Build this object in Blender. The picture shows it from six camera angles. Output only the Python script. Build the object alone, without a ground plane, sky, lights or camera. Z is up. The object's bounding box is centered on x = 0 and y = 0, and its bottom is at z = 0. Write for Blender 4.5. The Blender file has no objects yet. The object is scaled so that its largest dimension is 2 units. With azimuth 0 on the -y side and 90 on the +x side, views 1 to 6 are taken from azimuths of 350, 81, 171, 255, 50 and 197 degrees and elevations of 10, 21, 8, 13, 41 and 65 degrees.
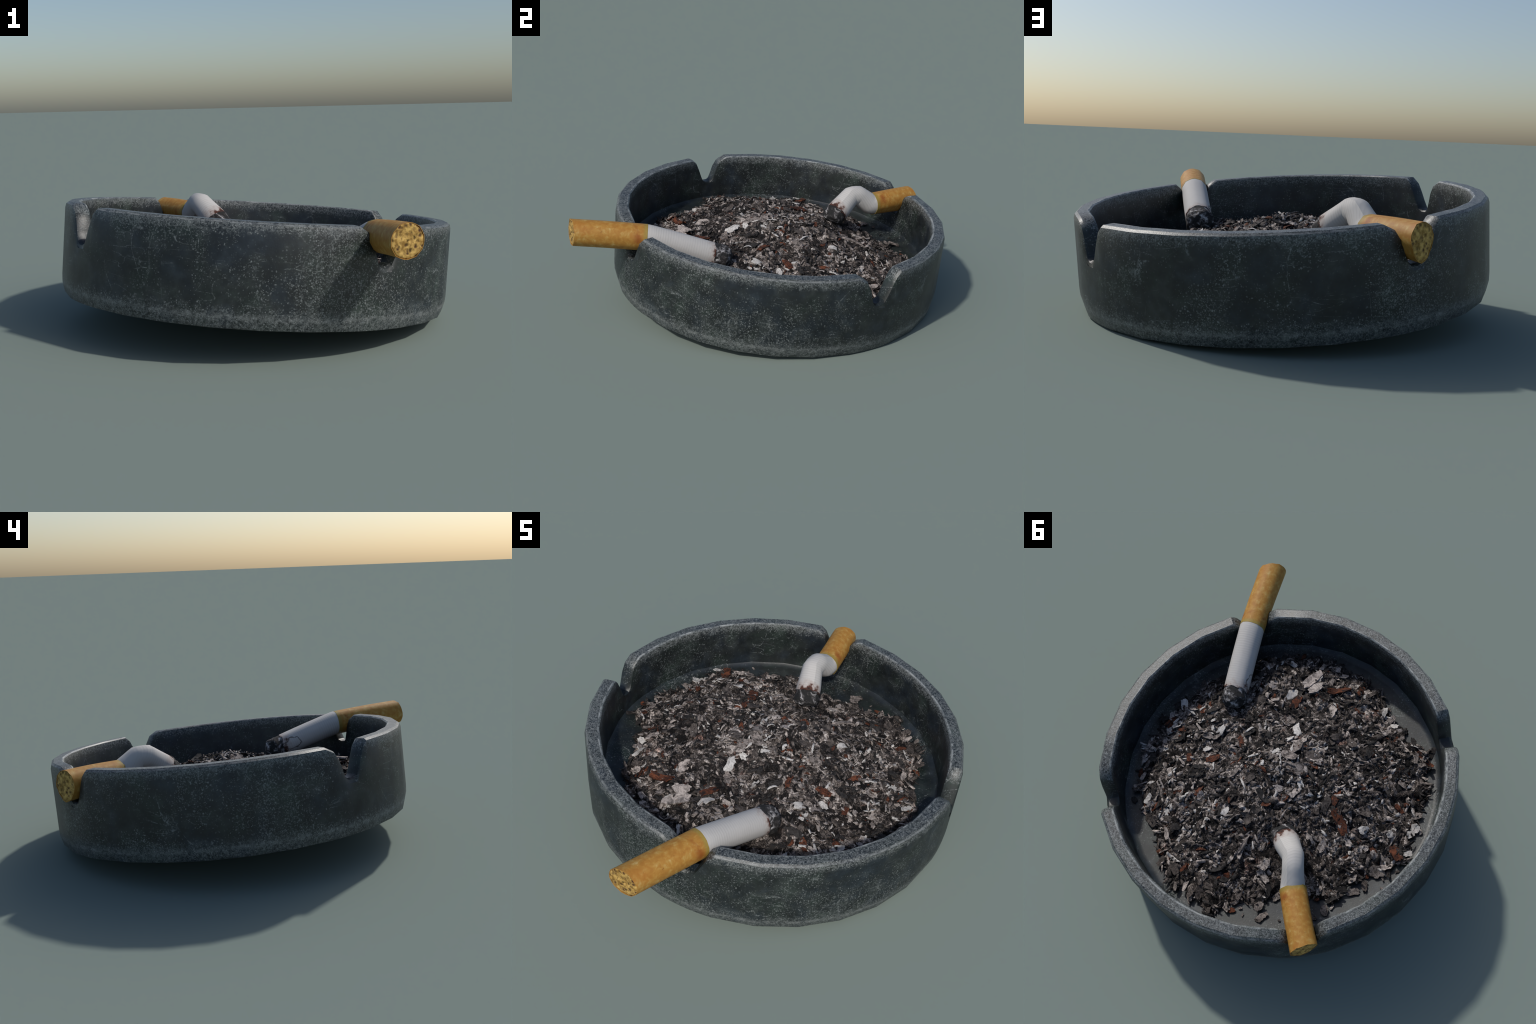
# Tilted round ashtray with four rest notches, a heap of ash flakes and two cigarette butts.
import bpy, math, random
from math import cos, sin, pi, radians, hypot, atan2, sqrt, exp
from mathutils import Vector, Matrix, noise

random.seed(7)
D = bpy.data
COL = bpy.context.scene.collection

# ------------------------------------------------------------------ node helper
class Mat:
    def __init__(self, name):
        self.m = D.materials.new(name)
        self.m.use_nodes = True
        self.t = self.m.node_tree
        self.n, self.l = self.t.nodes, self.t.links
        self.bsdf = self.n["Principled BSDF"]
        self.tc = self.n.new("ShaderNodeTexCoord")
        self.obj = self.tc.outputs["Object"]

    def put(self, sock, v):
        if isinstance(v, bpy.types.NodeSocket):
            self.l.new(v, sock)
        else:
            if sock.type == 'RGBA' and not hasattr(v, '__len__'):
                v = (v, v, v, 1)
            if sock.type == 'RGBA' and len(v) == 3:
                v = (*v, 1)
            sock.default_value = v

    def set(self, **kw):
        for k, v in kw.items():
            self.put(self.bsdf.inputs[k.replace('_', ' ')], v)

    def math(self, op, a, b=0.0, c=0.0, clamp=False):
        n = self.n.new("ShaderNodeMath"); n.operation = op; n.use_clamp = clamp
        self.put(n.inputs[0], a); self.put(n.inputs[1], b); self.put(n.inputs[2], c)
        return n.outputs[0]

    def vmath(self, op, a, b=(0, 0, 0)):
        n = self.n.new("ShaderNodeVectorMath"); n.operation = op
        self.put(n.inputs[0], a)
        if op == 'SCALE': self.put(n.inputs["Scale"], b)
        else: self.put(n.inputs[1], b)
        return n.outputs["Value"] if op in ('DISTANCE', 'DOT_PRODUCT', 'LENGTH') else n.outputs["Vector"]

    def noise(self, scale, detail=3, rough=.55, vec=None, out="Fac", dist=0.0):
        n = self.n.new("ShaderNodeTexNoise")
        self.put(n.inputs["Vector"], vec if vec is not None else self.obj)
        n.inputs["Scale"].default_value = scale; n.inputs["Detail"].default_value = detail
        n.inputs["Roughness"].default_value = rough; n.inputs["Distortion"].default_value = dist
        return n.outputs[out]

    def voronoi(self, scale, vec=None, out="Distance", feature='F1', rand=1.0):
        n = self.n.new("ShaderNodeTexVoronoi"); n.feature = feature
        self.put(n.inputs["Vector"], vec if vec is not None else self.obj)
        n.inputs["Scale"].default_value = scale; n.inputs["Randomness"].default_value = rand
        return n.outputs[out]

    def scale(self, s, vec=None):
        n = self.n.new("ShaderNodeMapping"); n.inputs["Scale"].default_value = s
        self.put(n.inputs["Vector"], vec if vec is not None else self.obj)
        return n.outputs[0]

    def sep(self, vec=None):
        n = self.n.new("ShaderNodeSeparateXYZ"); self.put(n.inputs[0], vec if vec is not None else self.obj)
        return n.outputs

    def step(self, v, a, b, lo=0.0, hi=1.0):           # smooth remap, clamped
        n = self.n.new("ShaderNodeMapRange"); n.interpolation_type = 'SMOOTHSTEP'
        self.put(n.inputs[0], v)
        for i, x in zip((1, 2, 3, 4), (a, b, lo, hi)):
            self.put(n.inputs[i], x)
        return n.outputs[0]

    def mix(self, f, a, b, mode='MIX'):
        n = self.n.new("ShaderNodeMix"); n.data_type = 'RGBA'; n.blend_type = mode
        self.put(n.inputs["Factor"], f); self.put(n.inputs[6], a); self.put(n.inputs[7], b)
        return n.outputs[2]

    def ramp(self, f, stops, interp='LINEAR'):
        n = self.n.new("ShaderNodeValToRGB"); r = n.color_ramp; r.interpolation = interp
        while len(r.elements) < len(stops): r.elements.new(.5)
        for e, (p, c) in zip(r.elements, stops):
            e.position = p; e.color = (*c, 1) if hasattr(c, '__len__') else (c, c, c, 1)
        self.put(n.inputs[0], f)
        return n.outputs[0]

    def bump(self, h, strength, dist):
        n = self.n.new("ShaderNodeBump"); n.inputs["Strength"].default_value = strength
        n.inputs["Distance"].default_value = dist
        self.put(n.inputs["Height"], h); self.l.new(n.outputs[0], self.bsdf.inputs["Normal"])

# ------------------------------------------------------------------ mesh helpers
def mesh_from(name, verts, faces, mats, smooth=True, fmat=None):
    me = D.meshes.new(name)
    me.from_pydata([tuple(v) for v in verts], [], faces)
    for m in mats: me.materials.append(m)
    if fmat: me.polygons.foreach_set("material_index", fmat)
    me.polygons.foreach_set("use_smooth", [smooth] * len(me.polygons))
    me.update()
    return me

def link(name, me, parent=None, mw=None):
    o = D.objects.new(name, me); COL.objects.link(o)
    if parent: o.parent = parent
    if mw is not None:
        if parent: o.matrix_local = mw
        else: o.matrix_world = mw
    return o

def sharp_by_angle(me, deg):
    me.set_sharp_from_angle(angle=radians(deg))

# ------------------------------------------------------------------ tray frame (the tray leans on one edge of its foot)
TX, TY = .0911, .0512
nrm = Vector((TX, TY, 1)).normalized()
ax = (Vector((1, 0, 0)) - nrm * nrm.x).normalized()
ay = nrm.cross(ax)
TRAY = Matrix((ax, ay, nrm)).transposed().to_4x4()
TRAY.translation = Vector((-.0188, .0938, .0917))
NOTCH = radians(23.85)          # azimuth of the first rest notch
RIM_H, FLOOR_Z = .412, .146

# ------------------------------------------------------------------ materials
def tray_material():
    M = Mat("slate_ceramic")
    x, y, z = M.sep()
    r = M.math('SQRT', M.math('ADD', M.math('MULTIPLY', x, x), M.math('MULTIPLY', y, y)))
    big = M.noise(3.2, 4)
    mid = M.noise(14, 5, .6)
    base = M.ramp(mid, [(.30, (.0075, .0098, .0105)), (.52, (.0175, .0218, .0220)), (.72, (.036, .043, .042))])
    tint = M.ramp(M.noise(6.5, 3), [(.35, (.80, .92, 1.18)), (.5, (1, 1, 1)), (.66, (.90, 1.10, .93))])
    base = M.mix(1.0, base, tint, 'MULTIPLY')
    # wear: scuffs gather along the rim lips and along the foot edge
    def band(v, c, w):
        return M.step(M.math('ABSOLUTE', M.math('SUBTRACT', v, c)), w, 0.0)
    rough = M.math('MULTIPLY', M.math('SUBTRACT', M.noise(30, 3), .5), .05)
    zz = M.math('ADD', z, rough)
    outer = M.step(r, .845, .862)
    foot = M.math('MULTIPLY', band(zz, .035, .075), outer)
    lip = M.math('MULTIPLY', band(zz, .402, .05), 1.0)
    inlip = M.math('MULTIPLY', band(r, .824, .016), M.step(z, .36, .40))
    wear = M.math('MAXIMUM', M.math('MAXIMUM', M.math('MULTIPLY', foot, .9), M.math('MULTIPLY', lip, .74)), inlip)
    # highlights painted as thin pale lines along the two lips and the foot
    edge = M.math('MULTIPLY', M.math('MAXIMUM', band(r, .8275, .009), M.math('MULTIPLY', band(r, .879, .008), .7)), M.step(z, .392, .404))
    edge = M.math('MAXIMUM', edge, M.math('MULTIPLY', M.math('MULTIPLY', band(z, .050, .022), outer), .55))
    edge = M.math('MULTIPLY', edge, M.step(M.noise(26, 4, .65), .36, .60, .15, 1))
    # pale specks, patchy
    patch = M.math('MULTIPLY', M.step(big, .40, .68), M.step(M.noise(11, 3), .30, .60, .45, 1))
    dens = M.math('ADD', M.math('MULTIPLY', M.math('MULTIPLY', patch, M.step(r, .825, .86, .5, 1)), .52), M.math('MULTIPLY', wear, .72))
    def specks(scale, size, gain, wob):
        vec = M.vmath('ADD', M.obj, M.vmath('SCALE', M.noise(60, 2, out="Color"), wob))
        d = M.voronoi(scale, vec)
        rnd = M.sep(M.voronoi(scale, vec, out="Color"))[0]
        dot = M.step(d, size, size * .15)
        on = M.step(M.math('SUBTRACT', M.math('MULTIPLY', dens, gain), rnd), -.06, .10)
        return M.math('MULTIPLY', dot, on)
    s = M.math('MAXIMUM', specks(118, .62, .90, .012), M.math('MULTIPLY', specks(205, .70, 1.10, .008), .85))
    s = M.math('MAXIMUM', s, M.math('MULTIPLY', specks(44, .40, .25, .05), .55))
    # cloudy dust between the specks
    dust = M.math('MULTIPLY', M.step(M.noise(120, 3, .7), .46, .72), M.math('ADD', M.math('MULTIPLY', dens, .48), .02))
    # sparse scratches: thin level lines of stretched noise
    def scratches(sc):
        v = M.vmath('ADD', M.scale(sc), M.vmath('SCALE', M.noise(2.5, 2, out="Color"), .5))
        line = M.math('ABSOLUTE', M.math('SUBTRACT', M.noise(1.0, 1, .4, v), .5))
        thin = M.step(line, .008, .001)
        return M.math('MULTIPLY', thin, M.math('MULTIPLY', M.step(M.noise(7, 3), .50, .62), M.step(M.noise(140, 2), .38, .55)))
    scr = M.math('MAXIMUM', M.math('MAXIMUM', scratches((4, 4, 13)), scratches((9, 6, 3))), scratches((2.5, 3, 24)))
    pale = M.math('MAXIMUM', M.math('MAXIMUM', s, M.math('MULTIPLY', dust, .50)), M.math('MULTIPLY', scr, .75))
    pale = M.math('MAXIMUM', pale, M.math('MULTIPLY', M.math('MULTIPLY', wear, M.step(M.noise(95, 4, .72), .43, .62)), .80))
    pale = M.math('MAXIMUM', pale, M.math('MULTIPLY', edge, .9))
    tone = M.ramp(M.noise(70, 2), [(.3, (.085, .098, .10)), (.7, (.26, .28, .275))])
    tone = M.mix(M.math('MAXIMUM', edge, M.math('MULTIPLY', lip, .35)), tone, (.40, .42, .415))  # lip colour lightened to carry the rim's sun gloss
    col = M.mix(M.math('MULTIPLY', pale, .85), base, tone)
    M.set(Base_Color=col, Roughness=M.step(pale, 0, 1, .43, .48))
    M.bsdf.inputs["Specular IOR Level"].default_value = .5
    M.bump(M.math('ADD', M.math('MULTIPLY', M.noise(160, 3), .5), M.math('MULTIPLY', s, .4)), .16, .004)
    return M.m

def ash_bed_material():
    """Matted ash: swirling pale curls over soot, with browned patches."""
    M = Mat("mixed_ash")
    flow = M.vmath('SCALE', M.noise(9, 3, .55, out="Color"), .22)
    p = M.vmath('ADD', M.obj, flow)
    cell = M.vmath('ADD', M.obj, M.vmath('SCALE', M.noise(26, 4, .6, out="Color"), .07))
    c1 = M.sep(M.voronoi(30, cell, out="Color"))
    curl = M.noise(30, 5, .60, p, dist=2.2)
    ridge = M.math('SUBTRACT', 1.0, M.math('MULTIPLY', M.math('ABSOLUTE', M.math('SUBTRACT', M.noise(24, 3, .5, p, dist=1.5), .5)), 9.0), clamp=True)
    v = M.math('ADD', M.math('MULTIPLY', c1[0], .34), M.math('MULTIPLY', curl, .80))
    v = M.math('ADD', v, M.math('MULTIPLY', ridge, .13))
    v = M.math('ADD', v, M.math('MULTIPLY', M.math('SUBTRACT', M.noise(11, 3, .55), .5), .55))
    col = M.ramp(v, [(.44, (.005, .0045, .0045)), (.58, (.018, .0145, .0135)), (.68, (.069, .057, .051)),
                     (.79, (.245, .208, .188)), (.92, (.62, .56, .52))])
    brown = M.math('MULTIPLY', M.step(M.noise(7, 3), .55, .70), M.step(c1[1], .45, .8))
    col = M.mix(M.math('MULTIPLY', brown, .55), col, M.mix(1.0, col, (1.35, .72, .55), 'MULTIPLY'))
    M.set(Base_Color=col, Roughness=.9)
    M.bsdf.inputs["Specular IOR Level"].default_value = .25
    M.bump(M.math('ADD', curl, M.math('MULTIPLY', ridge, .3)), .8, .012)
    return M.m

def flake_material(name, lo, hi, k, sc):
    """Sooty, streaked flake; sc sets the streak size (crumbs share one mesh, chips are unit-sized)."""
    M = Mat(name)
    oi = M.n.new("ShaderNodeObjectInfo")
    p = M.vmath('ADD', M.obj, M.vmath('SCALE', oi.outputs["Location"], 60.0 if sc < 10 else 0.0))
    p = M.vmath('ADD', p, M.vmath('SCALE', M.noise(sc * .5, 2, vec=p, out="Color"), 2.2 / sc))
    st = M.noise(sc, 4, .62, p, dist=.9)
    col = M.ramp(st, [(.36, lo), (.64, hi)])
    soot = M.step(M.noise(sc * .55, 4, .6, vec=p), .53, .66)
    col = M.mix(M.math('MULTIPLY', soot, k), col, (.016, .013, .013))
    M.set(Base_Color=col, Roughness=.88)
    M.bsdf.inputs["Specular IOR Level"].default_value = .25
    M.bump(st, .5, .006)
    return M.m

FLAKE_TONES = {
    'char':  ("charred_flake", (.010, .009, .009), (.050, .046, .044), .4),
    'dark':  ("dark_ash_flake", (.024, .020, .0185), (.132, .112, .101), .6),
    'grey':  ("grey_ash_flake", (.064, .055, .051), (.315, .272, .248), .8),
    'pale':  ("pale_ash_flake", (.158, .138, .128), (.54, .475, .435), .8),
    'white': ("white_ash_flake", (.37, .35, .33), (.66, .63, .60), .45),
    'rust':  ("tobacco_flake", (.020, .009, .007), (.165, .056, .028), .9),
}
FLAKE = {k: flake_material(*v, 2.4) for k, v in FLAKE_TONES.items()}
CRUMB = {k: flake_material(v[0] + "_crumb", *v[1:], 75) for k, v in FLAKE_TONES.items()}

def cork_material(tip, axis):
    M = Mat("cork_tipping_paper")
    n1 = M.noise(42, 4, .55, M.vmath('ADD', M.obj, M.vmath('SCALE', M.noise(18, 2, out="Color"), .04)))
    col = M.ramp(n1, [(.34, (.36, .163, .028)), (.50, (.41, .203, .038)), (.62, (.44, .255, .062)), (.74, (.51, .345, .125))])
    red = M.step(M.noise(9, 3), .55, .72)
    col = M.mix(M.math('MULTIPLY', red, .30), col, (.38, .125, .015))
    fleck = M.math('MULTIPLY', M.step(M.noise(60, 3, .6), .62, .72), M.step(M.noise(13, 2), .52, .64))
    col = M.mix(M.math('MULTIPLY', fleck, .7), col, (.16, .055, .012))
    # olive line and a browned band where the tipping meets the paper
    a = M.vmath('DOT_PRODUCT', M.vmath('SUBTRACT', M.obj, tip), axis)
    col = M.mix(M.step(a, -.030, -.006, 0, .7), col, (.27, .22, .05))
    brn = M.math('MULTIPLY', M.step(M.math('ABSOLUTE', M.math('ADD', a, .045)), .035, .0), M.step(M.noise(20, 3), .45, .62))
    col = M.mix(M.math('MULTIPLY', brn, .75), col, (.26, .065, .010))
    M.set(Base_Color=col, Roughness=.62)
    M.bsdf.inputs["Specular IOR Level"].default_value = .35
    M.bump(n1, .15, .003)
    return M.m

def filter_core_material():
    M = Mat("stained_filter_foam")
    vec = M.vmath('ADD', M.obj, M.vmath('SCALE', M.noise(50, 2, out="Color"), .012))
    d = M.voronoi(58, vec)
    rnd = M.sep(M.voronoi(58, vec, out="Color"))[0]
    hole = M.math('MULTIPLY', M.step(d, .62, .10), M.step(rnd, .10, .50, .25, 1))
    col = M.ramp(M.noise(60, 3), [(.35, (.24, .13, .022)), (.65, (.62, .40, .115))])
    pit = M.ramp(M.noise(22, 2), [(.4, (.10, .055, .006)), (.6, (.055, .016, .006))])
    M.set(Base_Color=M.mix(hole, col, pit), Roughness=.85)
    M.bump(M.math('SUBTRACT', 1.0, hole), .6, .006)
    return M.m

def paper_material(axis, tip, loop=None, scorch=0.0):
    """White paper with fine rolling rings; scorched brown near the burnt end."""
    M = Mat("cigarette_paper")
    rel = M.vmath('SUBTRACT', M.obj, tip)
    a = M.vmath('DOT_PRODUCT', rel, axis)                      # 0 at the burnt end, negative toward the filter
    a2 = M.math('ADD', a, M.math('MULTIPLY', M.noise(14, 2), .012))
    ring = M.math('SINE', M.math('MULTIPLY', a2, 2 * pi / .0125))
    blot = M.noise(30, 4, .6)
    col = M.mix(M.step(M.math('MULTIPLY', ring, M.step(M.noise(11, 3), .30, .70)), .0, .8, 0, .55), (.515, .497, .475), (.43, .414, .395))
    col = M.mix(M.step(blot, .55, .78, 0, .35), col, (.44, .42, .405))
    wob = M.math('ADD', M.math('MULTIPLY', M.math('SUBTRACT', M.noise(34, 3, .6), .5), .10),
                 M.math('MULTIPLY', M.math('SUBTRACT', M.noise(12, 2), .5), .07))
    e = M.math('ADD', M.math('ADD', a, scorch), wob)
    col = M.mix(M.step(e, -.060, -.018, 0, .45), col, (.30, .20, .16))
    col = M.mix(M.step(e, -.030, -.012), col, (.075, .028, .018))
    col = M.mix(M.step(e, -.010, .006), col, (.012, .009, .008))
    if loop is not None:                                       # scorched outline of a split on one flank
        c, u, w, ra, rb = loop
        q = M.vmath('SUBTRACT', M.obj, c)
        qa = M.math('DIVIDE', M.vmath('DOT_PRODUCT', q, u), ra)
        qb = M.math('DIVIDE', M.vmath('DOT_PRODUCT', q, w), rb)
        side = M.step(M.vmath('DOT_PRODUCT', q, w.cross(u)), -.03, -.01)
        dd = M.math('SQRT', M.math('ADD', M.math('MULTIPLY', qa, qa), M.math('MULTIPLY', qb, qb)))
        dd = M.math('ADD', dd, M.math('MULTIPLY', M.math('SUBTRACT', M.noise(40, 3), .5), .9))
        ringm = M.step(M.math('ABSOLUTE', M.math('SUBTRACT', dd, 1.0)), .13, .03)
        col = M.mix(M.math('MULTIPLY', M.math('MULTIPLY', ringm, side), .75), col, (.030, .014, .010))
    M.set(Base_Color=col, Roughness=.75)
    M.bsdf.inputs["Specular IOR Level"].default_value = .3
    M.bump(M.math('ADD', M.math('MULTIPLY', ring, .25), blot), .15, .002)
    return M.m

def burnt_tip_material(name, sooty):
    M = Mat(name)
    v = M.noise(30, 4, .62, M.vmath('ADD', M.obj, M.vmath('SCALE', M.noise(20, 2, out="Color"), .05)), dist=.6)
    v = M.math('SUBTRACT', v, sooty)
    col = M.ramp(v, [(.38, .010), (.47, (.035, .032, .032)), (.54, (.22, .21, .21)), (.66, (.55, .54, .54))])
    M.set(Base_Color=col, Roughness=.9)
    M.bump(v, .6, .008)
    return M.m

# ------------------------------------------------------------------ ashtray bowl
# notch silhouette: (degrees from the notch axis, height of the lip there)
NOTCH_PROFILE = [(-7.9, RIM_H), (-4.9, .388), (-3.4, .350), (-2.5, .305), (-1.7, .272), (-.6, .258),
                 (1.2, .257), (2.7, .268), (3.9, .303), (5.1, .345), (6.5, .388), (8.3, RIM_H)]
def build_bowl():
    cols = []                                                  # (azimuth, lip height)
    for k in range(4):
        c = NOTCH + k * pi / 2
        for d, h in NOTCH_PROFILE: cols.append((c + radians(d), h))
        for i in range(1, 6):                                  # six straight facets between notches
            cols.append((c + radians(8.3 + i * (90 - 16.2) / 6), RIM_H))
    n = len(cols)
    verts, faces = [], []
    def ring(fn):
        for a, h in cols:
            r, z = fn(a, h)
            verts.append((r * cos(a), r * sin(a), z))
    drop = lambda h: RIM_H - h
    rings = [
        lambda a, h: (.70, .002),
        lambda a, h: (.866, .000),
        lambda a, h: (.879, .004),
        lambda a, h: (.8915, .050),
        lambda a, h: (.8935, .085),
        lambda a, h: (.8920, .235),
        lambda a, h: (.8905, h - .026),
        lambda a, h: (.8860, h - .009),
        lambda a, h: (.8745, h),
        lambda a, h: (.8310, h + .001),
        lambda a, h: (.8235, h - .005),
        lambda a, h: (.8200, h - .022),
        lambda a, h: (.8200, .200),
        lambda a, h: (.8160, .163),
        lambda a, h: (.8040, .151),
        lambda a, h: (.7820, FLOOR_Z),
        lambda a, h: (.50, FLOOR_Z - .004),
    ]
    for f in rings: ring(f)
    for j in range(len(rings) - 1):
        for i in range(n):
            a, b = j * n + i, j * n + (i + 1) % n
            faces.append((a, b, b + n, a + n))
    faces.append(tuple(reversed(range(n))))
    top = (len(rings) - 1) * n
    verts.append((0, 0, FLOOR_Z - .005)); c = len(verts) - 1
    for i in range(n): faces.append((top + i, top + (i + 1) % n, c))
    me = mesh_from("ashtray", verts, faces, [tray_material()])
    sharp_by_angle(me, 33)
    return me

tray = link("ashtray", build_bowl(), mw=TRAY)
tray["label"] = "round dark stone ashtray with four cigarette notches, tilted"
tray["category"] = "ashtray"

# ------------------------------------------------------------------ ash heap
def edge_radius(t):
    """Ragged outline of the heap in the tray's own frame."""
    v = .742 + .040 * noise.noise((cos(t) * 1.6 + 3, sin(t) * 1.6, .3)) + .045 * noise.noise((cos(t) * 4.5, sin(t) * 4.5, 5.1))
    v += .040 * noise.noise((cos(t) * 11, sin(t) * 11, 9.7)) + .024 * noise.noise((cos(t) * 26, sin(t) * 26, 1.7))
    for c, w, d in ((130, 22, -.095), (-138, 14, -.05), (108, 12, -.085), (90, 8, -.03), (-43, 18, -.045), (47, 14, -.03),
                    (72, 9, .035), (-155, 8, .045), (160, 10, .035)):
        q = (math.degrees(t) - c + 180) % 360 - 180
        v += d * exp(-(q / w) ** 2)
    return min(v, .795)

def dome(x, y):
    t = atan2(y, x); r = hypot(x, y); e = edge_radius(t)
    s = min(r / e, 1.0)
    h = .165 + .150 * (1 - s ** 1.15)                                # a low cone
    h += .026 * exp(-((x - .02) ** 2 + (y - .11) ** 2) / .025)
    h += .010 * exp(-((x - .30) ** 2 + (y + .62) ** 2) / .02)
    h -= .012 * exp(-((x - .05) ** 2 + (y - .52) ** 2) / .04)
    h += .012 * exp(-((x + .42) ** 2 + (y + .10) ** 2) / .04)
    h += .014 * exp(-((x - .20) ** 2 + (y + .48) ** 2) / .02)
    h += .012 * exp(-((x + .25) ** 2 + (y + .45) ** 2) / .03)
    h -= .024 * exp(-((x - .46) ** 2 + (y - .0) ** 2) / .02)         # hollows
    h -= .012 * exp(-((x + .03) ** 2 + (y + .38) ** 2) / .012)
    h += .016 * exp(-((x - .38) ** 2 + (y + .27) ** 2) / .008)       # ash banked against both burnt ends
    h += .034 * exp(-((x + .11) ** 2 + (y - .29) ** 2) / .012)
    h += .008 * exp(-((x + .40) ** 2 + (y + .05) ** 2) / .03)
    h -= .024 * exp(-((x - .06) ** 2 + (y + .28) ** 2) / .014)
    h += .014 * exp(-((x - .20) ** 2 + (y + .60) ** 2) / .02)
    h += .010 * exp(-((x + .42) ** 2 + (y + .08) ** 2) / .03)
    h += .013 * noise.noise((x * 5.5, y * 5.5, 6.1))
    return h

def lumps(x, y):
    p = Vector((x, y, .37))
    w = noise.noise_vector(p * 7) * .05
    q = p + w
    v = .014 * noise.noise(q * 9) + .014 * (1 - abs(noise.noise(q * 19)) * 2.2) - .010
    v += .0085 * (1 - abs(noise.noise(q * 41 + Vector((3, 1, 2)))) * 2.2)
    d = noise.voronoi(q * 24)[0]
    v += .009 * (d[1] - d[0] - .25)
    return v

def ash_top(x, y):
    return dome(x, y) + lumps(x, y)

def build_bed():
    R, S = 150, 460
    verts, faces = [], []
    verts.append((0, 0, ash_top(0, 0)))
    for j in range(1, R + 1):
        s = (j / R) ** .8
        for i in range(S):
            t = 2 * pi * i / S
            e = edge_radius(t); x, y = s * e * cos(t), s * e * sin(t)
            z = ash_top(x, y)
            if s > .97: z = z * .6 + (FLOOR_Z + .004) * .4
            verts.append((x, y, max(z, FLOOR_Z + .003)))
    for i in range(S):                                        # undercut skirt down to the floor
        t = 2 * pi * i / S
        e = edge_radius(t) - .006
        verts.append((e * cos(t), e * sin(t), FLOOR_Z - .012))
    for i in range(S): faces.append((0, 1 + i, 1 + (i + 1) % S))
    for j in range(R):
        for i in range(S):
            a, b = 1 + j * S + i, 1 + j * S + (i + 1) % S
            faces.append((a, a + S, b + S, b))
    return mesh_from("ash_bed", verts, faces, [ash_bed_material()])

def flake_shape(rng, length, width, thick, curl, nx=5, ny=3):
    """A torn, curled chip: closed shell, ragged outline."""
    top, bot = [], []
    seed = rng.random() * 50
    k = rng.uniform(-1, 1) * curl; tw = rng.uniform(-.6, .6)
    for j in range(ny):
        for i in range(nx):
            u, v = i / (nx - 1) * 2 - 1, j / (ny - 1) * 2 - 1
            taper = 1 - .45 * abs(u) ** 2
            x = length * (u + .16 * rng.uniform(-1, 1))
            y = width * taper * (v + .22 * rng.uniform(-1, 1)) + length * .25 * k * u * u
            z = length * .55 * k * (u * u - .3) + width * tw * u * v * .5 + length * .10 * noise.noise((u * 2 + seed, v * 2, seed))
            top.append((x, y, z + thick / 2)); bot.append((x, y, z - thick / 2))
    vs = top + bot; n = nx * ny; f = []
    for j in range(ny - 1):
        for i in range(nx - 1):
            a = j * nx + i
            f.append((a, a + 1, a + nx + 1, a + nx)); f.append((n + a, n + a + nx, n + a + nx + 1, n + a + 1))
    rim = [i for i in range(nx)] + [j * nx + nx - 1 for j in range(1, ny)] + \
          [(ny - 1) * nx + i for i in range(nx - 2, -1, -1)] + [j * nx for j in range(ny - 2, 0, -1)]
    for a, b in zip(rim, rim[1:] + rim[:1]): f.append((a, n + a, n + b, b))
    return vs, f

def surface_frame(x, y, yaw, tilt, rng, lift, ground=None):
    g = .02
    if ground is None:
        z = ash_top(x, y)
        nx_, ny_ = (dome(x - g, y) - dome(x + g, y)) / (2 * g), (dome(x, y - g) - dome(x, y + g)) / (2 * g)
    else:
        z, nx_, ny_ = ground, 0, 0
    up = Vector((nx_ + rng.gauss(0, tilt), ny_ + rng.gauss(0, tilt), 1)).normalized()
    f = Vector((cos(yaw), sin(yaw), 0)); f = (f - up * f.dot(up)).normalized(); s = up.cross(f)
    m = Matrix((f, s, up)).transposed().to_4x4(); m.translation = Vector((x, y, z + lift))
    return m

def clear_of_butts(x, y):
    """False under the two cigarettes, so chips do not stab through them."""
    if abs(x - .35) < .085 and y < -.27: return False
    if abs(y * .35 + x + .03) < .11 and y > .36: return False
    return True

heap = D.objects.new("ash_heap", None); COL.objects.link(heap)
heap.matrix_world = TRAY; heap.empty_display_size = .1
heap["label"] = "heap of grey, white and rusty cigarette ash flakes"
heap["category"] = "ash"
bed = link("ash_bed", build_bed(), heap, Matrix())

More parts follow.
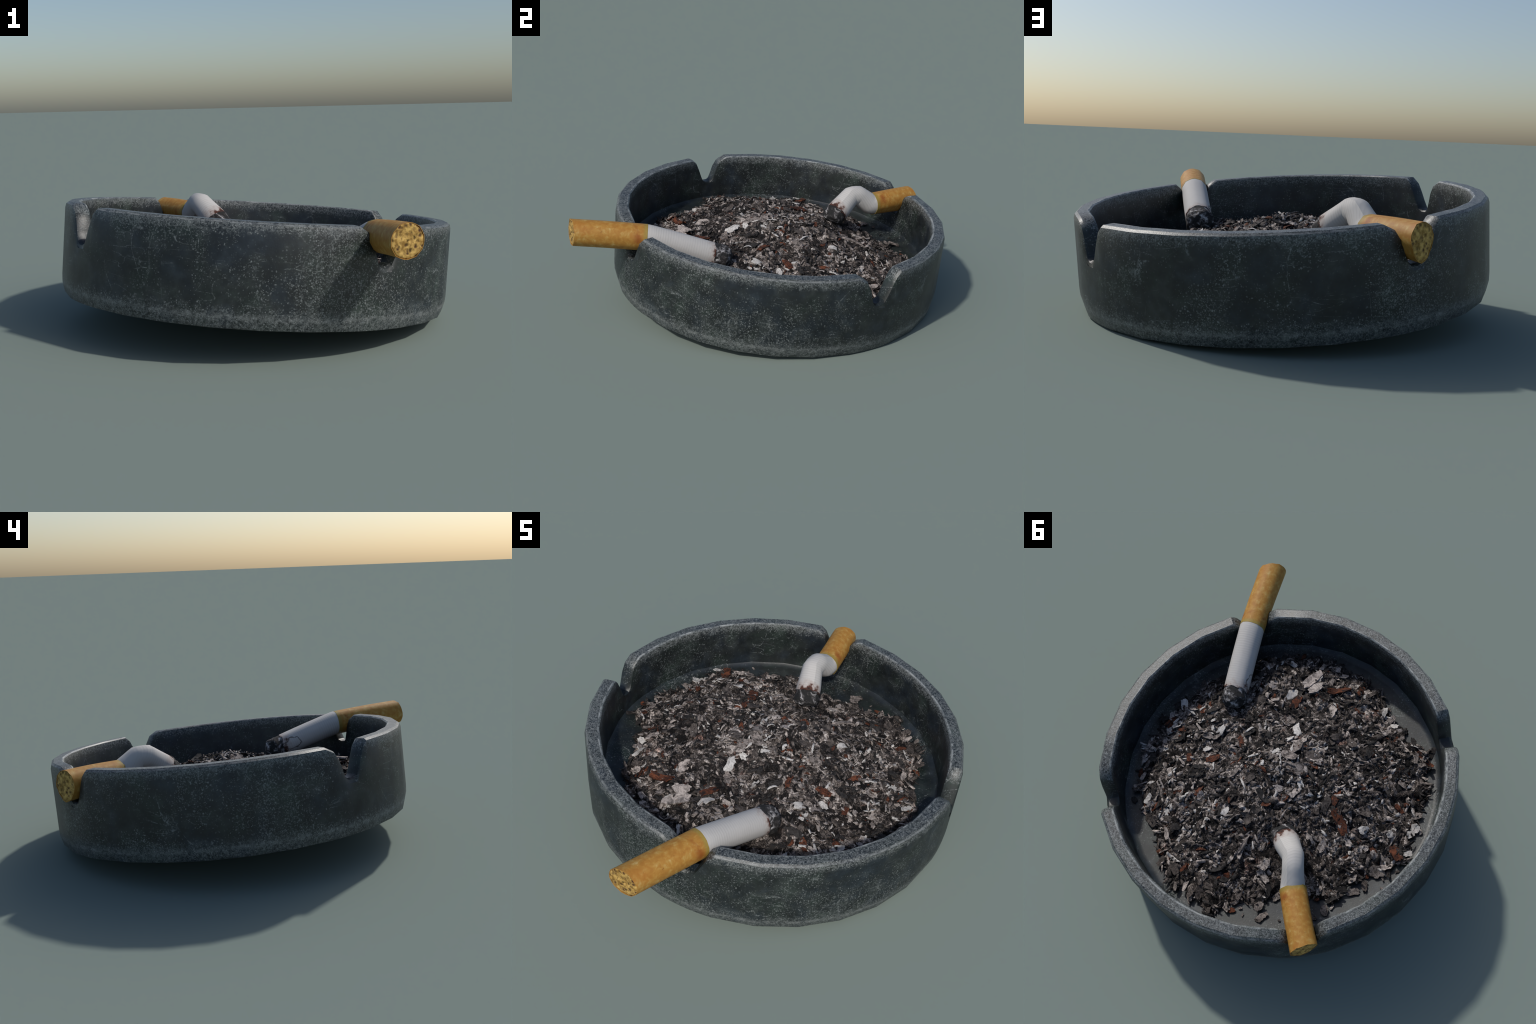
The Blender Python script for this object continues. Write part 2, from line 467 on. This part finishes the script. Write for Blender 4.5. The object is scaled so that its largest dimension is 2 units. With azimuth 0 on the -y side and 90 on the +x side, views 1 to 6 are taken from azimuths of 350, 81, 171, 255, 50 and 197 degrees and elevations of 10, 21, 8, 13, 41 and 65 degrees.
# crumbs: thousands of small curled chips lying along swirling drifts, one joined part
rng = random.Random(21)
KINDS = ['char', 'dark', 'grey', 'pale', 'white', 'rust']
WEIGHT = [.30, .24, .19, .16, .065, .045]
def drift(x, y):
    return 2.6 * pi * noise.noise((x * 3.2, y * 3.2, 4.4)) + .9 * noise.noise((x * 13, y * 13, 1.4))
cv, cf, cm = [], [], []
count = 0
while count < 4300:
    x, y = rng.uniform(-.8, .8), rng.uniform(-.8, .8)
    r = hypot(x, y); e = edge_radius(atan2(y, x))
    if r > e * 1.01 or not clear_of_butts(x, y): continue
    q = rng.random()                                          # mostly crumbs, some long curled strands
    L = rng.uniform(.008, .018) if q < .5 else rng.uniform(.018, .030) if q < .88 else rng.uniform(.030, .046)
    W = L * rng.uniform(.20, .50) if q < .88 else rng.uniform(.004, .009)
    vs, fs = flake_shape(rng, L, W, rng.uniform(.0008, .0018), 1.5 if q < .88 else .8, 7, 3)
    m = surface_frame(x, y, drift(x, y) + rng.gauss(0, .4), .20, rng, rng.uniform(-.006, .001))
    c = 1.6 * noise.noise((x * 10, y * 10, 8.8)) + .8 * noise.noise((x * 24, y * 24, 2.2))   # drifts of paler and sootier ash
    w = [a * exp(b * c) for a, b in zip(WEIGHT, (-1.6, -.9, .5, 1.5, 1.8, .2))]
    k = rng.choices(range(6), w)[0]
    base = len(cv)
    cv += [m @ Vector(v) for v in vs]
    cf += [tuple(base + i for i in f) for f in fs]; cm += [k] * len(fs)
    count += 1
crumbs = link("ash_crumbs", mesh_from("ash_crumbs", cv, cf, [CRUMB[k] for k in KINDS], True, cm), heap, Matrix())
crumbs["kind"] = "stuff"

# larger chips that can be told apart: shared shapes, each its own object
SHAPES = []
for i in range(16):
    vs, fs = flake_shape(rng, 1.0, rng.uniform(.45, .8), .14, .7, 7, 5)
    me = mesh_from("ash_flake", vs, fs, [FLAKE['grey']]); sharp_by_angle(me, 50)
    SHAPES.append(me)

def add_flake(x, y, size, kind, yaw, tilt=.18, lift=.003, ground=None, flat=1.0):
    o = D.objects.new("ash_flake", rng.choice(SHAPES)); COL.objects.link(o)
    o.parent = heap
    o.matrix_local = surface_frame(x, y, yaw, tilt, rng, lift, ground) @ Matrix.Diagonal((size, size * flat, size * .8, 1))
    o.material_slots[0].link = 'OBJECT'; o.material_slots[0].material = FLAKE[kind]

# landmark chips seen in the pictures: (x, y, half length, kind, yaw in degrees, width factor)
LANDMARKS = [
    (-.02, -.57, .062, 'pale', 60, .9), (-.045, -.585, .030, 'white', 70, .8), (-.05, -.52, .040, 'pale', 40, 1), (-.168, -.54, .060, 'rust', 30, .55), (.03, -.42, .045, 'rust', 70, .8),
    (.582, -.151, .030, 'rust', 10, .9), (.417, -.055, .032, 'white', 0, .9), (.358, -.006, .036, 'rust', 20, .8),
    (.232, -.116, .038, 'rust', 120, .6), (.029, -.097, .030, 'white', 40, .9), (-.134, .046, .032, 'white', 120, .8),
    (-.054, .13, .045, 'rust', 5, .8), (-.03, .10, .030, 'pale', 5, .7), (.077, .123, .045, 'pale', 80, 1.0),
    (-.357, .161, .052, 'rust', 130, .7), (-.39, .20, .034, 'rust', 110, .8), (-.627, .02, .030, 'rust', 150, .7),
    (-.711, .099, .040, 'white', 60, 1.0), (-.491, .181, .026, 'white', 20, 1), (-.72, .225, .022, 'white', 20, 1),
    (.635, .273, .030, 'white', 80, .9), (.576, .115, .036, 'pale', 70, .9), (.097, .559, .030, 'rust', 20, .9),
    (.333, .58, .032, 'rust', 70, .6), (-.067, .467, .030, 'pale', 70, 1), (.067, .421, .065, 'grey', 75, .3),
    (-.388, -.173, .036, 'white', 10, .7), (-.351, -.238, .030, 'pale', 40, .7), (-.155, -.114, .040, 'dark', 0, 1.2),
    (.423, -.211, .014, 'white', 30, .8), (-.506, .265, .028, 'pale', 30, .9), (.199, .27, .028, 'white', 60, .7),
    (.284, -.477, .022, 'pale', 60, .7), (-.30, .0, .036, 'pale', 100, .7), (.55, .36, .032, 'pale', 20, .8),
]
for x, y, s, k, yaw, fl in LANDMARKS:
    add_flake(x, y, s, k, radians(yaw), .08, .006, flat=fl)
# strays lying on the bare floor of the tray
LOOSE = [(-.115, .704, .030, 'grey'), (-.10, .725, .016, 'dark'), (-.506, .474, .034, 'grey'), (-.555, .430, .026, 'dark'),
         (-.062, .638, .022, 'grey'), (.182, .717, .020, 'dark'), (-.397, .595, .026, 'grey'), (-.36, .645, .014, 'dark'),
         (-.43, .57, .014, 'pale'), (.078, .695, .038, 'grey'), (.045, .715, .024, 'rust'), (-.155, .594, .024, 'grey'),
         (.385, .625, .014, 'dark'), (-.715, -.337, .030, 'char'), (.002, .691, .010, 'grey'), (-.64, .42, .012, 'grey'),
         (.70, -.065, .018, 'dark'), (.715, .286, .020, 'char'), (.66, -.29, .018, 'dark'), (-.25, .66, .010, 'char'),
         (-.02, .72, .008, 'grey'), (-.20, .70, .007, 'dark'), (.58, -.46, .014, 'dark'), (-.69, .32, .012, 'dark')]
for x, y, s, k in LOOSE:
    add_flake(x, y, s, k, rng.uniform(0, 6.28), .10, s * .18 + .004, ground=FLOOR_Z, flat=.9)
# scattered chips, more of them grey, rim of the heap kept ragged
n = 0
while n < 240:
    x, y = rng.uniform(-.78, .78), rng.uniform(-.78, .78)
    r = hypot(x, y); e = edge_radius(atan2(y, x))
    if r > e + .004 or not clear_of_butts(x, y): continue
    if n > 110 and r < e * .82: continue                      # the second half borders the heap
    k = rng.choices(KINDS, [.28, .28, .22, .13, .04, .05] if n > 110 else [.12, .18, .26, .25, .10, .09])[0]
    add_flake(x, y, rng.uniform(.016, .034) if n > 110 else rng.uniform(.020, .046), k, rng.uniform(0, 6.28), .20, .002, flat=rng.uniform(.6, 1.0))
    n += 1

# ------------------------------------------------------------------ cigarette butts
SIDES = 24
def sweep(stations, spin=0.0, facet=10):
    """Rings along a centre line. station = (point, radius_x, radius_up, shape) with a
    slightly polygonal section; returns rings of points and the tangents."""
    pts = [Vector(s[0]) for s in stations]
    rings = []
    for i, s in enumerate(stations):
        t = (pts[min(i + 1, len(pts) - 1)] - pts[max(i - 1, 0)]).normalized()
        side = t.cross(Vector((0, 0, 1))).normalized(); up = side.cross(t)
        ring = []
        for k in range(SIDES):
            a = 2 * pi * k / SIDES
            c, sn = cos(a), sin(a)
            rr = 1.0
            if len(s) > 3: rr *= s[3](a)
            ring.append(pts[i] + side * (s[1] * rr * c) + up * (s[2] * rr * sn))
        rings.append(ring)
    return rings

def tube_mesh(name, rings, mat, origin, wall=None, crease=50):
    """Skin the rings; with wall given, add an inner skin so the tube has thickness."""
    vs, fs = [], []
    n = len(rings[0])
    allr = list(rings)
    if wall:
        for ring in reversed(rings):
            c = sum(ring, Vector()) / n
            allr.append([p + (c - p).normalized() * wall for p in ring])
    for ring in allr: vs += [p - origin for p in ring]
    for j in range(len(allr) - 1):
        for i in range(n):
            a, b = j * n + i, j * n + (i + 1) % n
            fs.append((a, b, b + n, a + n))
    if wall:
        last = (len(allr) - 1) * n
        for i in range(n): fs.append((last + i, last + (i + 1) % n, (i + 1) % n, i))
    me = mesh_from(name, vs, fs, [mat])
    sharp_by_angle(me, crease)
    return me

def lerp_path(pts, n):
    """n+1 samples on a Catmull-Rom curve through pts."""
    P = [Vector(p) for p in pts]
    P = [P[0] * 2 - P[1]] + P + [P[-1] * 2 - P[-2]]
    out = []
    seg = len(P) - 3
    for i in range(n + 1):
        u = i / n * seg; k = min(int(u), seg - 1); t = u - k
        a, b, c, d = P[k:k + 4]
        out.append(.5 * ((2 * b) + (c - a) * t + (2 * a - 5 * b + 4 * c - d) * t * t + (3 * b - a - 3 * c + d) * t ** 3))
    return out

def straight_path(pts, n):
    """n+1 samples on straight runs between pts (a sharply folded roll), keeping every corner."""
    P = [Vector(p) for p in pts]
    acc = [0.0]
    for a, b in zip(P, P[1:]): acc.append(acc[-1] + (b - a).length)
    out = []
    grid = [acc[-1] * i / n for i in range(n + 1)]
    for c in acc[1:-1]:                                        # snap the nearest sample to each corner
        k = min(range(1, n), key=lambda i: abs(grid[i] - c)); grid[k] = c
    for g in grid:
        k = max(i for i in range(len(acc) - 1) if acc[i] <= g + 1e-9)
        out.append(P[k].lerp(P[k + 1], (g - acc[k]) / (acc[k + 1] - acc[k])))
    return out

def polyg(sides, phase):
    """radius factor that turns a circle into a soft polygon, like a slightly flattened roll"""
    def f(a):
        w = 2 * pi / sides
        d = ((a - phase) % w) - w / 2
        return cos(w / 2) / cos(d) * .85 + .15
    return f

CORE = filter_core_material()
TIPMAT = burnt_tip_material("burnt_tobacco_ash", .045)
STUBMAT = burnt_tip_material("stubbed_tobacco_char", .10)

def build_butt(filter_pts, paper_pts, fr, pr, end_shape, cut, loop=None, tip_len=.07, seed=1, tip_bury=Vector((0, 0, 0))):
    base = Vector(filter_pts[-1])
    top = D.objects.new("cigarette_butt", None); COL.objects.link(top)
    top.matrix_world = Matrix.Translation(base); top.empty_display_size = .1
    top["category"] = "cigarette"
    fp = lerp_path(filter_pts, 10); pp = lerp_path(paper_pts, 26) if loop else straight_path(paper_pts, 26)
    path_dir = (pp[-1] - pp[-4]).normalized()
    # filter wrapper
    st = []
    for i, p in enumerate(fp):
        u = 1 - i / 10
        fr_i = fr * (.972 + .028 * u)
        st.append((p, fr_i, fr_i, (lambda a, u=u: polyg(10, .2)(a) * (1 + (end_shape(a) - 1) * u ** 1.3))))
    rings = sweep(st)
    # slanted, slightly torn cut at the mouth end
    d0 = (fp[1] - fp[0]).normalized()
    side0 = d0.cross(Vector((0, 0, 1))).normalized(); up0 = side0.cross(d0)
    for p in rings[0]:
        q = p - fp[0]
        p += d0 * (cut[0] * q.dot(side0) + cut[1] * q.dot(up0) + .004 * noise.noise(q * 30))
    fdir = (fp[-1] - fp[-3]).normalized()
    wrap = link("filter_wrapper", tube_mesh("filter_wrapper", rings, cork_material(Vector((0, 0, 0)), fdir), base, .0016), top, Matrix())
    # filter plug: a pitted plug a touch inside the wrapper mouth
    vs, fs = [], []
    c0 = sum(rings[0], Vector()) / SIDES
    RAD = 9
    for j in range(RAD + 1):
        for i in range(SIDES):
            q = c0 + (rings[0][i] - c0) * (.98 * (1 - j / RAD * .97))
            bump = .004 * noise.noise(q * 42) - .003 * abs(noise.noise(q * 70)) + .002 * (1 if j else 0)
            vs.append(q - base + d0 * (.0015 - bump))
    back = len(vs)
    for i in range(SIDES): vs.append(c0 + (rings[0][i] - c0) * .94 + d0 * .05 - base)
    for j in range(RAD):
        for i in range(SIDES):
            a, b = j * SIDES + i, j * SIDES + (i + 1) % SIDES
            fs.append((a, a + SIDES, b + SIDES, b))
    fs.append(tuple(RAD * SIDES + i for i in range(SIDES)))
    for i in range(SIDES): fs.append((i, (i + 1) % SIDES, back + (i + 1) % SIDES, back + i))
    core = link("filter_plug", mesh_from("filter_plug", vs, fs, [CORE]), top, Matrix())
    # paper
    rp = polyg(10, .2)
    st = []
    for i, p in enumerate(pp):
        u = i / 26
        st.append((p, pr(u)[0], pr(u)[1], rp))
    rings = sweep(st)
    rs = random.Random(seed)
    for k, p in enumerate(rings[-1]):                          # ragged, burnt-back edge
        a = 2 * pi * k / SIDES
        p -= path_dir * (.004 + .016 * abs(noise.noise((cos(a) * 2.6, sin(a) * 2.6, seed * 3.1))) + .012 * max(0, sin(a)) * (1 if loop else .3))
    paper = link("paper_tube", tube_mesh("paper_tube", rings, paper_material(path_dir, pp[-1] - base, loop and loop(base), 0.0 if loop else .012), base, .0028, 50 if loop else 28), top, Matrix())
    # burnt tip: lumpy stub of ash
    q = pp[-1]
    tdir = (path_dir + tip_bury).normalized()
    side = tdir.cross(Vector((0, 0, 1))).normalized(); up = side.cross(tdir)
    vs, fs = [], []
    J, K = 22, 40
    r0 = sum(pr(1)) / 2 * .93
    for j in range(J + 1):
        u = j / J
        s = -.03 + u * (tip_len + .03)
        rad = r0 * (1 if u < .45 else sqrt(max(0, 1 - ((u - .45) / .55) ** 2.4)))
        for i in range(K):
            a = 2 * pi * i / K
            v = q + tdir * s + (side * cos(a) + up * sin(a)) * rad
            lump = .010 * noise.noise(v * 26) + .006 * (1 - 2 * abs(noise.noise(v * 55)))
            fade = min(1, max(0, (u - .2) * 4)) * (rad / r0)
            v += ((side * cos(a) + up * sin(a)) * .8 + tdir * .5) * lump * fade
            vs.append(v - base)
    for j in range(J):
        for i in range(K):
            a, b = j * K + i, j * K + (i + 1) % K
            fs.append((a, b, b + K, a + K))
    fs.append(tuple(J * K + i for i in range(K))); fs.append(tuple(reversed(range(K))))
    link("burnt_tip", mesh_from("burnt_tip", vs, fs, [TIPMAT if loop else STUBMAT]), top, Matrix())
    return top

round_end = lambda a: 1 + .03 * sin(2 * a + .6)
# pinched end of the second butt: drawn down to a point where it is jammed in the notch
def pinched(a):
    w = ((a + pi / 2 + pi) % (2 * pi)) - pi                    # 0 at the bottom
    return 1 + .24 * exp(-(w / .55) ** 2) - .05 * exp(-((abs(w) - 1.0) / .5) ** 2)

def flank_loop(base):
    d = Vector((-.006, .349, -.096)).normalized()
    side = Vector((0, 0, 1)) - d * d.z; side.normalize()
    c = Vector((.357, -.335, .382)) - base + Vector((-.055, 0, 0))
    return (c, d, side, .048, .030)

b1 = build_butt([(.357, -.982, .499), (.361, -.80, .484), (.363, -.615, .465)],
                [(.363, -.630, .4645), (.3625, -.600, .461), (.359, -.45, .413), (.353, -.275, .354)],
                .0700, lambda u: (.0670, .0670), round_end, (.30, -.03), flank_loop, .085, 3)
b1["label"] = "straight smoked cigarette butt with cork filter"
b2 = build_butt([(-.366, .950, .428), (-.300, .82, .430), (-.240, .690, .428)],
                [(-.246, .704, .4285), (-.236, .678, .432), (-.214, .600, .488), (-.202, .556, .488), (-.130, .450, .402)],
                .0680, lambda u: (.0640 - .011 * sin(pi * min(1, u * 1.2)), .0640 - .006 * sin(pi * min(1, u * 1.1))),
                pinched, (.14, .05), None, .05, 8, Vector((0, 0, -.5)))
b2["label"] = "bent stubbed-out cigarette butt with cork filter"
